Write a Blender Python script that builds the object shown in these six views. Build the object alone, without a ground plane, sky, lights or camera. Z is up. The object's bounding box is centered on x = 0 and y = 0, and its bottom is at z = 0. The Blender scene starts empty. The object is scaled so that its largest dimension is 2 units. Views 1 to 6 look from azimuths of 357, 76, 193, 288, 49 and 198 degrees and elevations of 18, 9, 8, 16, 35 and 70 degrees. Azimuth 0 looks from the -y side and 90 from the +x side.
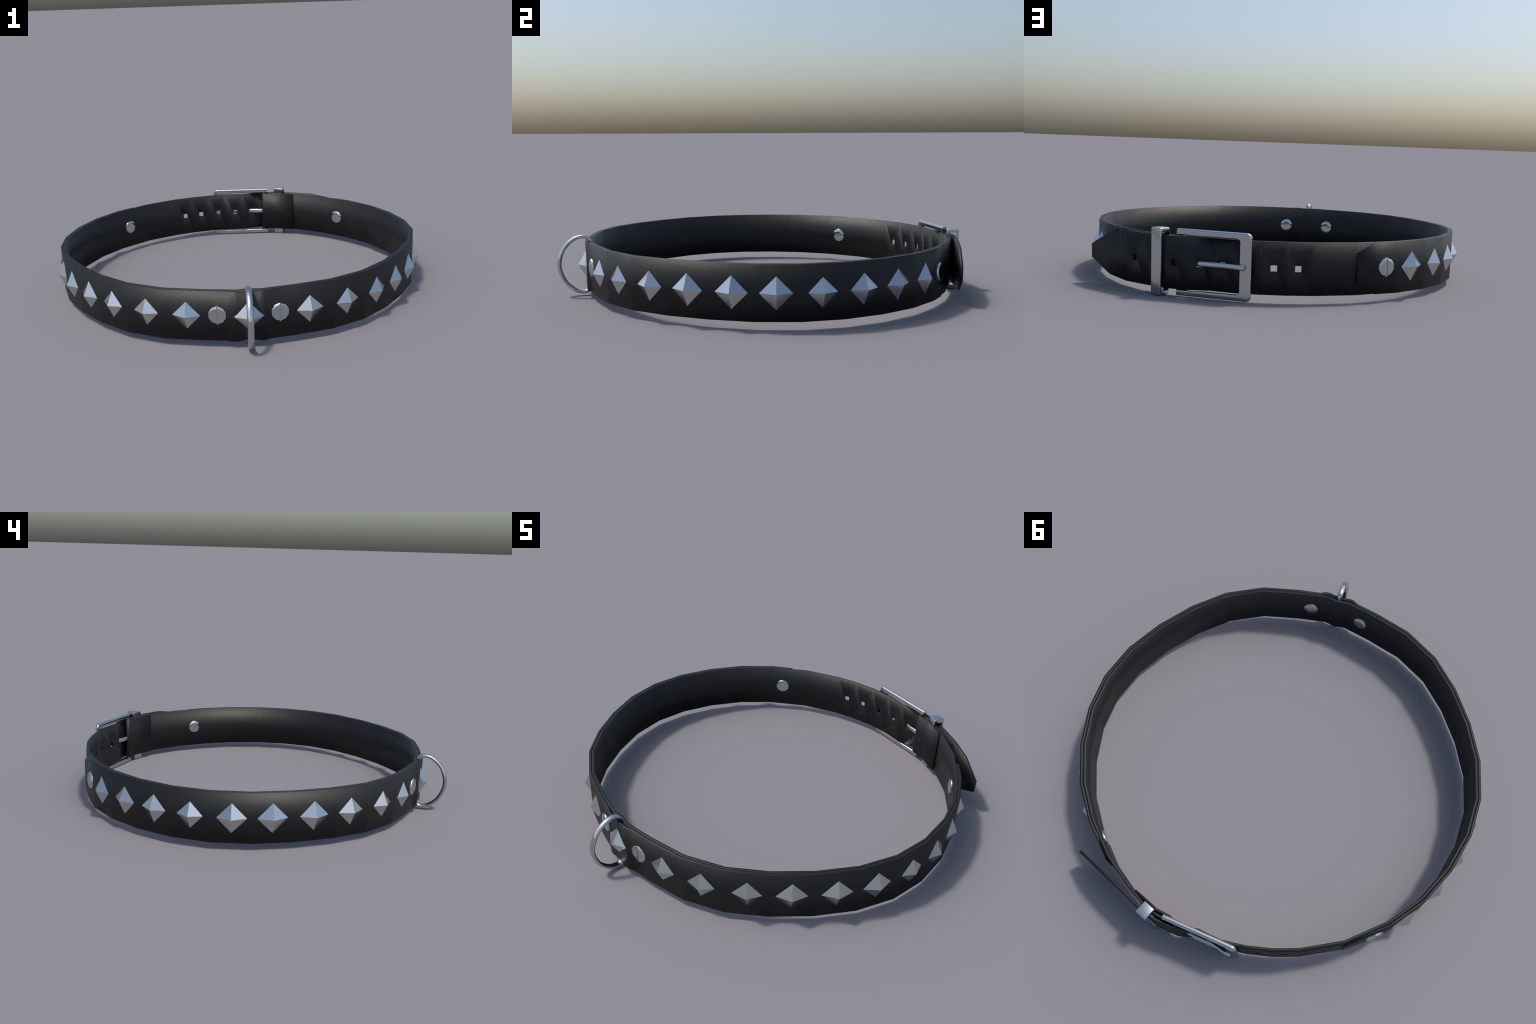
import bpy, bmesh, math
from mathutils import Vector, Matrix

# ------------------------------------------------------------------ frame
Z_MID = 0.1515            # mid height of the strap
HALF = 0.1181             # half of the strap's width
THICK = 0.0125            # thickness of one layer of leather
RIVET_Z = 0.157


# -------------------------------------------------------------- materials
def new_material(name):
    m = bpy.data.materials.new(name)
    m.use_nodes = True
    nt = m.node_tree
    return m, nt, nt.nodes["Principled BSDF"]


def leather_material():
    m, nt, p = new_material("black_leather")
    N, L = nt.nodes, nt.links
    co = N.new("ShaderNodeTexCoord")
    warp = N.new("ShaderNodeTexNoise")
    warp.inputs["Scale"].default_value = 45
    warp.inputs["Detail"].default_value = 2
    L.new(co.outputs["Object"], warp.inputs["Vector"])
    add = N.new("ShaderNodeVectorMath")
    add.operation = "MULTIPLY_ADD"
    add.inputs[1].default_value = (0.02, 0.02, 0.02)
    L.new(warp.outputs["Color"], add.inputs[0])
    L.new(co.outputs["Object"], add.inputs[2])
    # fine creases running up the strap at two slants, over a soft pebble
    def creases(turn, scale, thin):
        mp = N.new("ShaderNodeMapping")
        mp.inputs["Rotation"].default_value = turn
        mp.inputs["Scale"].default_value = (1, 1, 0.34)
        L.new(add.outputs[0], mp.inputs["Vector"])
        t = N.new("ShaderNodeTexNoise")
        t.inputs["Scale"].default_value = scale
        t.inputs["Detail"].default_value = 3
        t.inputs["Roughness"].default_value = 0.55
        L.new(mp.outputs[0], t.inputs["Vector"])
        return t.outputs["Fac"]
    c1 = creases((0.35, 0.3, 0), 120, 1)
    c2 = creases((-0.4, -0.35, 0), 150, 1)
    low = N.new("ShaderNodeMath")
    low.operation = "MINIMUM"
    L.new(c1, low.inputs[0])
    L.new(c2, low.inputs[1])
    grain = N.new("ShaderNodeTexNoise")
    grain.inputs["Scale"].default_value = 240
    grain.inputs["Detail"].default_value = 3
    L.new(co.outputs["Object"], grain.inputs["Vector"])
    mix = N.new("ShaderNodeMix")
    mix.inputs["Factor"].default_value = 0.3
    L.new(low.outputs[0], mix.inputs["A"])
    L.new(grain.outputs["Fac"], mix.inputs["B"])
    bump = N.new("ShaderNodeBump")
    bump.inputs["Strength"].default_value = 0.27
    bump.inputs["Distance"].default_value = 0.004
    L.new(mix.outputs["Result"], bump.inputs["Height"])
    L.new(bump.outputs["Normal"], p.inputs["Normal"])
    # black, very slightly mottled
    ramp = N.new("ShaderNodeValToRGB")
    ramp.color_ramp.elements[0].position = 0.3
    ramp.color_ramp.elements[0].color = (0.0062, 0.0062, 0.0063, 1)
    ramp.color_ramp.elements[1].position = 0.7
    ramp.color_ramp.elements[1].color = (0.0086, 0.0085, 0.0085, 1)
    L.new(grain.outputs["Fac"], ramp.inputs["Fac"])
    L.new(ramp.outputs["Color"], p.inputs["Base Color"])
    p.inputs["Roughness"].default_value = 0.49
    p.inputs["Specular IOR Level"].default_value = 0.37
    return m


def metal_material(name, colour, rough, grain):
    m, nt, p = new_material(name)
    N, L = nt.nodes, nt.links
    p.inputs["Base Color"].default_value = (*colour, 1)
    p.inputs["Metallic"].default_value = 1.0
    co = N.new("ShaderNodeTexCoord")
    no = N.new("ShaderNodeTexNoise")
    no.inputs["Scale"].default_value = 420
    no.inputs["Detail"].default_value = 2
    L.new(co.outputs["Object"], no.inputs["Vector"])
    mr = N.new("ShaderNodeMapRange")
    mr.inputs["To Min"].default_value = rough - grain
    mr.inputs["To Max"].default_value = rough + grain
    L.new(no.outputs["Fac"], mr.inputs["Value"])
    L.new(mr.outputs["Result"], p.inputs["Roughness"])
    return m


LEATHER = leather_material()
STEEL = metal_material("polished_steel", (0.555, 0.57, 0.58), 0.14, 0.008)
STUD_STEEL = metal_material("stud_steel", (0.55, 0.565, 0.57), 0.20, 0.012)

# ----------------------------------------------------------------- helpers
ROOT = bpy.data.objects.new("dog_collar", None)
bpy.context.scene.collection.objects.link(ROOT)
ROOT["label"] = "black leather dog collar with pyramid studs and steel buckle"
ROOT["category"] = "dog collar"


def link(name, mesh, mat, parent=ROOT, smooth=True):
    ob = bpy.data.objects.new(name, mesh)
    bpy.context.scene.collection.objects.link(ob)
    ob.parent = parent
    if mat and not mesh.materials:
        mesh.materials.append(mat)
    for f in mesh.polygons:
        f.use_smooth = smooth
    return ob


def mesh_of(bm, name, fix=True):
    if fix:
        bmesh.ops.recalc_face_normals(bm, faces=bm.faces[:])
    me = bpy.data.meshes.new(name)
    bm.to_mesh(me)
    bm.free()
    return me


def normals2d(pts, closed=False):
    """left-hand mitre vectors of a plan polyline"""
    out, n = [], len(pts)
    for i in range(n):
        a = pts[i - 1] if (i or closed) else None
        b = pts[(i + 1) % n] if (i < n - 1 or closed) else None
        p = pts[i]
        d = []
        if a is not None:
            d.append((p - a).normalized())
        if b is not None:
            d.append((b - p).normalized())
        ns = [Vector((-t.y, t.x)) for t in d]
        s = sum(ns, Vector((0, 0))).normalized()
        out.append(s / max(0.5, s.dot(ns[0])))
    return out


def shifted(pts, dist):
    return [p + v * dist for p, v in zip(pts, normals2d(pts))]


def ribbon(name, centre, half, holes):
    """A strap: box section swept along a plan path, low faceted, smooth
    shaded; holes = {segment: (position along it, size)} punched square."""
    bm = bmesh.new()
    nv = normals2d(centre)
    rings = []
    for p, v, h in zip(centre, nv, half):
        l, r = p + v * THICK / 2, p - v * THICK / 2
        rings.append([bm.verts.new((q.x, q.y, z)) for q, z in
                      ((l, Z_MID - h), (l, Z_MID + h), (r, Z_MID + h), (r, Z_MID - h))])
    for i in range(len(rings) - 1):
        a, b = rings[i], rings[i + 1]
        bm.faces.new((a[1], b[1], b[2], a[2]))      # top edge
        bm.faces.new((a[3], b[3], b[0], a[0]))      # bottom edge
        if i not in holes:
            bm.faces.new((a[0], b[0], b[1], a[1]))
            bm.faces.new((a[2], b[2], b[3], a[3]))
            continue
        t, size = holes[i]
        seg = (centre[i + 1] - centre[i])
        ln = seg.length
        sides = []
        for j, (lo, hi) in enumerate(((0, 1), (3, 2))):
            A, B = a[lo].co.xy, b[lo].co.xy
            q = []
            for k, z in ((-1, -1), (1, -1), (1, 1), (-1, 1)):
                c = A.lerp(B, t + k * size / 2 / ln)
                q.append(bm.verts.new((c.x, c.y, Z_MID + z * size / 2)))
            sides.append(q)
            o = (a[lo], b[lo], b[hi], a[hi])
            for k in range(4):
                m = (k + 1) % 4
                if j == 0:                          # outside
                    bm.faces.new((o[m], q[m], q[k]))
                    bm.faces.new((o[m], q[k], o[k]))
                else:
                    bm.faces.new((o[k], o[m], q[m]))
                    bm.faces.new((o[k], q[m], q[k]))
        for k in range(4):
            m = (k + 1) % 4
            bm.faces.new((sides[0][k], sides[0][m], sides[1][m], sides[1][k]))
    bm.faces.new(rings[0])
    bm.faces.new(rings[-1])
    return link(name, mesh_of(bm, name), LEATHER)


def sweep(name, pts, section, side, closed, mat, parent):
    """section (a, b): a along the in-plane normal, b along `side`"""
    bm = bmesh.new()
    n = len(pts)
    rows = []
    for i, p in enumerate(pts):
        a = pts[i - 1] if (i or closed) else p
        b = pts[(i + 1) % n] if (i < n - 1 or closed) else p
        d1 = (p - a).normalized() if (p - a).length else (b - p).normalized()
        d2 = (b - p).normalized() if (b - p).length else d1
        t = (d1 + d2).normalized()
        nrm = t.cross(side).normalized()
        k = 1 / max(0.6, t.dot(d2))
        rows.append([bm.verts.new(p + nrm * u * k + side * w) for u, w in section])
    m = len(section)
    for i in range(n if closed else n - 1):
        r, s = rows[i], rows[(i + 1) % n]
        for j in range(m):
            bm.faces.new((r[j], r[(j + 1) % m], s[(j + 1) % m], s[j]))
    if not closed:
        bm.faces.new(rows[0])
        bm.faces.new(rows[-1])
    return bm


def weighted(ob, ang=40):
    ob.data.set_sharp_from_angle(angle=math.radians(ang))
    md = ob.modifiers.new("wn", "WEIGHTED_NORMAL")
    md.keep_sharp = True
    dg = bpy.context.evaluated_depsgraph_get()
    me = bpy.data.meshes.new_from_object(ob.evaluated_get(dg))
    ob.modifiers.clear()
    ob.data = me




def V2(*xy):
    return [Vector(p) for p in xy]


def mirror(pts):
    return [Vector((-p.x, p.y)) for p in reversed(pts)]


# ---------------------------------------------------- plan of the studded belt
# outer surface of the studded layer on the +x side, front to back
SIDE = V2((0.2045, -0.8265), (0.385, -0.7785), (0.555, -0.684), (0.692, -0.5515),
          (0.8065, -0.3985), (0.898, -0.2285), (0.9485, -0.045), (0.9505, 0.140),
          (0.909, 0.3255), (0.833, 0.4995), (0.7215, 0.6525))
RING_BULGE = V2((0.050, -0.8615), (0.074, -0.8597), (0.101, -0.8455))
END_LONG = V2((0.6310, 0.7310), (0.5570, 0.7965))        # -x side
END_SHORT = V2((0.6480, 0.7215), (0.5860, 0.7850))       # +x side

half_outer = RING_BULGE + SIDE + END_SHORT
outer_line = mirror(RING_BULGE + SIDE + END_LONG) + V2((0, -0.8585)) + half_outer
outer_centre = shifted(outer_line, THICK / 2)        # left of travel = inwards
n_o = len(outer_centre)
outer_half = [HALF] * n_o
outer_half[0] = outer_half[-1] = 0.0715              # cropped ends
outer_half[n_o // 2] = 0.1098                        # pinched at the ring
ribbon("studded_strap", outer_centre, outer_half, {})

# ------------------------------------------- base strap: flap, fold, loop, tail
base_side = shifted(half_outer, 0.0202)[len(RING_BULGE):len(RING_BULGE) + len(SIDE)]
FLAP = V2((0.395, 0.8778), (0.274, 0.9243))
FOLD_C = Vector((0.2135, 0.9425))
FOLD = [FOLD_C + 0.0103 * Vector((math.cos(math.radians(a)), math.sin(math.radians(a))))
        for a in (-85, -115, -150, 180, 145, 110, 80)]
BACK = V2((0.2786, 0.9430), (0.345, 0.9175), (0.405, 0.8835), (0.455, 0.8518), (0.5715, 0.7730))
FRONT = V2((0.0545, -0.8358), (0.0, -0.8265), (-0.0545, -0.8358))
TAIL = V2((-0.548, 0.7837), (-0.3742, 0.8788), (-0.2627, 0.9188), (-0.1508, 0.9449),
          (-0.0395, 0.9580), (0.072, 0.9463), (0.180, 0.9742), (0.2836, 0.9644),
          (0.3829, 0.9276), (0.5068, 0.8737), (0.6088, 0.8324), (0.7254, 0.7830))
base_centre = FLAP + FOLD + BACK + list(reversed(base_side)) + FRONT \
    + [Vector((-p.x, p.y)) for p in base_side] + TAIL
base_half = [HALF] * len(base_centre)
base_half[-2], base_half[-1] = 0.100, 0.0328
i0 = len(base_centre) - len(TAIL) + 1
HOLE = 0.0285
hole_at = (0.57, 0.49, 0.5, 0.51, 0.46, 0.56, 0.5, 0.57)
ribbon("base_strap", base_centre, base_half,
       {i0 + k: (t, HOLE) for k, t in enumerate(hole_at)})

# --------------------------------------------------------------------- studs
STUD_HALF = 0.0698


def stud_mesh(height):
    bm = bmesh.new()
    base = [bm.verts.new(c) for c in ((STUD_HALF, 0, 0), (0, 0, STUD_HALF),
                                      (-STUD_HALF, 0, 0), (0, 0, -STUD_HALF))]
    tip = bm.verts.new((0, -height, 0))
    for k in range(4):
        bm.faces.new((base[k], base[(k + 1) % 4], tip))
    bm.faces.new(base)
    return mesh_of(bm, "stud")


STUDS = ((0.2775, -0.8045, 14.4), (0.460, -0.7335, 28.6), (0.6228, -0.6155, 43.9),
         (0.7485, -0.4755, 53.0), (0.8537, -0.312, 61.3), (0.9217, -0.1415, 75.2),
         (0.946, 0.0455, 88.8), (0.929, 0.2297, 102.0), (0.873, 0.4055, 113.2),
         (0.778, 0.5765, 126.3))
me_stud = stud_mesh(0.0342)
for x, y, ang in STUDS:
    for s in (1, -1):
        ob = link("stud", me_stud, STUD_STEEL, smooth=False)
        ob.location = (s * x, y, Z_MID)
        ob.rotation_euler = (0, 0, math.radians(s * ang))
ob = link("stud", stud_mesh(0.0402), STUD_STEEL, smooth=False)
ob.location = (0, -0.859, Z_MID)


# -------------------------------------------------------------------- rivets
def ring_of(bm, r, y, n=10):
    return [bm.verts.new((r * math.sin(2 * math.pi * k / n), -y, r * math.cos(2 * math.pi * k / n)))
            for k in range(n)]


def slotted_head():
    """ten-sided head in two halves, a thin straight slot between them"""
    bm = bmesh.new()
    R, r, h, g = 0.0440, 0.0392, 0.0085, 0.0022
    for s in (1, -1):
        def arc(rad, y):
            pts = [(g, -y, math.sqrt(rad ** 2 - g ** 2))]
            pts += [(rad * math.sin(math.pi * k / 5), -y, rad * math.cos(math.pi * k / 5))
                    for k in range(1, 5)]
            pts.append((g, -y, -math.sqrt(rad ** 2 - g ** 2)))
            return [bm.verts.new((s * a, b, c)) for a, b, c in pts]
        low, mid, rim, top = arc(R, -0.006), arc(R * 0.99, h * 0.45), arc(r, h - 0.0010), arc(0.0290, h)
        for a, b in ((low, mid), (mid, rim), (rim, top)):
            for k in range(6):
                m = (k + 1) % 6
                bm.faces.new((a[k], a[m], b[m], b[k]))
        bm.faces.new(top)
        bm.faces.new(low)
    # floor of the slot
    bmesh.ops.create_cube(bm, size=1, matrix=Matrix.Translation((0, 0.0006, 0)) @
                          Matrix.Diagonal((2.2 * g, 0.010, 2 * R + 0.003, 1)))
    return mesh_of(bm, "rivet_head")


def domed_cap():
    bm = bmesh.new()
    a, b, c = ring_of(bm, 0.0395, -0.004), ring_of(bm, 0.0395, 0.0085), ring_of(bm, 0.0372, 0.0115)
    d = ring_of(bm, 0.0200, 0.0125)
    for p, q in ((a, b), (b, c)):
        for k in range(10):
            bm.faces.new((p[k], p[(k + 1) % 10], q[(k + 1) % 10], q[k]))
    for k in range(10):
        bm.faces.new((c[k], c[(k + 1) % 10], d[(k + 1) % 10], d[k]))
    bm.faces.new(d)
    bm.faces.new(a)
    return mesh_of(bm, "rivet_cap")


me_head, me_cap = slotted_head(), domed_cap()
# (x, y on the surface, facing angle) outside and inside
for me, nm, spots in ((me_head, "rivet_head", ((0.1400, -0.8378, 10.4), (0.6730, 0.6985, 136.7))),
                      (me_cap, "rivet_cap", ((0.1345, -0.8168, 189.8), (0.6545, 0.6865, 317.0)))):
    for x, y, ang in spots:
        for s in (1, -1):
            ob = link(nm, me, STEEL)
            if me is me_head:
                me.set_sharp_from_angle(angle=math.radians(70))
            ob.location = (s * x, y, RIVET_Z)
            ob.rotation_euler = (0, 0, math.radians(s * ang))

# --------------------------------------------------------------------- d-ring
upper = [(-0.9985, 0.0), (-0.9965, 0.0235), (-0.9885, 0.0515), (-0.9735, 0.0845),
         (-0.950, 0.1130), (-0.919, 0.1360), (-0.894, 0.1445), (-0.871, 0.1465),
         (-0.852, 0.1415), (-0.8400, 0.1280), (-0.8345, 0.1120), (-0.8335, 0.0970),
         (-0.8335, 0.0800), (-0.8335, 0.0550), (-0.8335, 0.0250)]
outline = [(y, z) for y, z in upper] + [(y, -z) for y, z in reversed(upper[1:])]


def catmull(p, per=3):
    n, out = len(p), []
    for i in range(n):
        a, b, c, d = (Vector(p[(i + k) % n]) for k in (-1, 0, 1, 2))
        for j in range(per):
            t = j / per
            out.append(0.5 * (2 * b + (c - a) * t + (2 * a - 5 * b + 4 * c - d) * t * t
                              + (3 * b - a - 3 * c + d) * t ** 3))
    return out


ring_pts = [Vector((0.0, p.x, Z_MID + 0.001 + p.y)) for p in catmull(outline)]
WIRE_R, WIRE_W = 0.0102, 0.0146
sec = [(WIRE_R * math.cos(a) + WIRE_R, WIRE_W * math.sin(a))
       for a in (2 * math.pi * k / 16 for k in range(16))]
bm = sweep("d_ring", ring_pts, sec, Vector((1, 0, 0)), True, STEEL, ROOT)
ys = [v.co.y for v in bm.verts]
if min(ys) < -1.003:                       # section fell outside: flip it inwards
    bm.free()
    bm = sweep("d_ring", ring_pts, [(-u, w) for u, w in sec], Vector((1, 0, 0)), True, STEEL, ROOT)
link("d_ring", mesh_of(bm, "d_ring"), STEEL)


# --------------------------------------------------------------------- buckle
def arc_pts(cx, cz, r, a0, a1, n=5):
    return [(cx + r * math.cos(math.radians(a0 + (a1 - a0) * k / n)),
             cz + r * math.sin(math.radians(a0 + (a1 - a0) * k / n))) for k in range(n + 1)]


def bevelled(bm, width, segs, angle=30):
    bmesh.ops.recalc_face_normals(bm, faces=bm.faces[:])
    ed = [e for e in bm.edges if len(e.link_faces) == 2
          and e.calc_face_angle(0) > math.radians(angle)]
    bmesh.ops.bevel(bm, geom=ed, offset=width, segments=segs, profile=0.5,
                    affect="EDGES", clamp_overlap=True)


# frame: three-sided, lies along a line in plan; u runs from the bar to the far side
F0, F1 = Vector((0.2325, 0.9575)), Vector((-0.1185, 0.9832))   # front face, bar end -> far end
fu = (F1 - F0).normalized()
fn = Vector((fu.y, -fu.x))                                      # outwards (+y)
FL, FH, BAR, FAR, DEPTH = (F1 - F0).length, 0.1514, 0.0295, 0.0555, 0.0225
ro, ri = 0.024, 0.013


def frame_pt(u, z, depth):
    p = F0 + fu * u - fn * depth
    return Vector((p.x, p.y, Z_MID + z))


def inset_outline(outer_in, inner_in):
    """the U outline with its outer rim drawn in and its inner rim let out"""
    ro2, ri2 = ro - outer_in, ri + inner_in
    h, b, far = FH - outer_in, FH - BAR + inner_in, FL - FAR + inner_in
    o = [(0, -h)] + arc_pts(FL - ro, -FH + ro, ro2, -90, 0) + arc_pts(FL - ro, FH - ro, ro2, 0, 90) + [(0, h)]
    i = [(0, b)] + arc_pts(FL - FAR - ri, FH - BAR - ri, ri2, 90, 0) \
        + arc_pts(FL - FAR - ri, -FH + BAR + ri, ri2, 0, -90) + [(0, -b)]
    return o + i


bm = bmesh.new()
layers = []
# (depth, outer rim inset, inner rim inset): rounded front, softer back
for dep, oi, ii in ((0, 0.0105, 0.0060), (0.0012, 0.0062, 0.0034), (0.0040, 0.0022, 0.0014),
                    (0.0090, 0, 0), (0.0150, 0.0004, 0.0010), (0.0195, 0.0032, 0.0040),
                    (DEPTH, 0.0080, 0.0085)):
    layers.append([bm.verts.new(frame_pt(u, z, dep)) for u, z in inset_outline(oi, ii)])
n = len(layers[0])
for A, B in zip(layers, layers[1:]):
    for k in range(n):
        bm.faces.new((A[k], A[(k + 1) % n], B[(k + 1) % n], B[k]))
# front and back: strips between the outer and inner rims
for A in (layers[0], layers[-1]):
    h = n // 2
    for k in range(h - 1):
        bm.faces.new((A[k], A[k + 1], A[n - 2 - k], A[n - 1 - k]))
BUCKLE = link("buckle", mesh_of(bm, "buckle"), STEEL)
weighted(BUCKLE, 50)

# bar that the fold of the strap turns on
bm = bmesh.new()
bmesh.ops.create_cone(bm, cap_ends=True, segments=12, radius1=0.0068, radius2=0.0068, depth=0.256,
                      matrix=Matrix.Translation((0.2135, 0.9430, Z_MID)))
bar = link("bar", mesh_of(bm, "bar"), STEEL, BUCKLE)
weighted(bar)

# prong: from the bar, through a hole of the tail, onto the far side of the frame
PRONG = [Vector((x, y, Z_MID + 0.0012)) for x, y in
         ((0.2135, 0.9430), (0.190, 0.9440), (0.148, 0.9490), (0.130, 0.9575), (0.113, 0.9628),
          (0.060, 0.9664), (0.000, 0.9712), (-0.030, 0.9790), (-0.060, 0.9872), (-0.0915, 0.9916))]
psec = [(0.0083 * math.cos(a), 0.0136 * math.sin(a)) for a in (math.pi * (k + 0.5) / 6 for k in range(12))]
bm = sweep("prong", PRONG, psec, Vector((0, 0, 1)), False, STEEL, BUCKLE)
bmesh.ops.recalc_face_normals(bm, faces=bm.faces[:])
caps = [f for f in bm.faces if len(f.verts) == 12]
bmesh.ops.bevel(bm, geom=[e for f in caps for e in f.edges], offset=0.0016, segments=2,
                profile=0.5, affect="EDGES", clamp_overlap=True)
prong = link("prong", mesh_of(bm, "prong"), STEEL, BUCKLE)

# --------------------------------------------------------------------- keeper
KC = Vector((0.3135, 0.9476))
ku = Vector((0.0525, -0.0208)).normalized()          # along the strap, to the tip
kn = Vector((-ku.y, ku.x))                           # outwards
KU, KN, KZ = 0.0290, 0.0300, Z_MID
wall_out, wall_in, wall_top = 0.0118, 0.0048, 0.0180
bm = bmesh.new()
outer_c = ((-KN, -KZ), (KN, -KZ), (KN, KZ), (-KN, KZ))
inner_c = ((-KN + wall_in, -KZ + wall_top), (KN - wall_out, -KZ + wall_top),
           (KN - wall_out, KZ - wall_top), (-KN + wall_in, KZ - wall_top))
rows = []
for u in (-KU, KU):
    for cs in (outer_c, inner_c):
        row = []
        for d, z in cs:
            p = KC + ku * u + kn * d
            row.append(bm.verts.new((p.x, p.y, Z_MID + z)))
        rows.append(row)
o0, in0, o1, in1 = rows
for k in range(4):
    m = (k + 1) % 4
    bm.faces.new((o0[k], o0[m], o1[m], o1[k]))
    bm.faces.new((in0[k], in1[k], in1[m], in0[m]))
    bm.faces.new((o0[k], in0[k], in0[m], o0[m]))
    bm.faces.new((o1[k], o1[m], in1[m], in1[k]))
bmesh.ops.recalc_face_normals(bm, faces=bm.faces[:])
oset = set(o0 + o1)
ed = [e for e in bm.edges if e.verts[0] in oset and e.verts[1] in oset]
bmesh.ops.bevel(bm, geom=ed, offset=0.0075, segments=4, profile=0.5, affect="EDGES", clamp_overlap=True)
keeper = link("strap_keeper", mesh_of(bm, "strap_keeper"), STEEL)
keeper.data.set_sharp_from_angle(angle=math.radians(50))
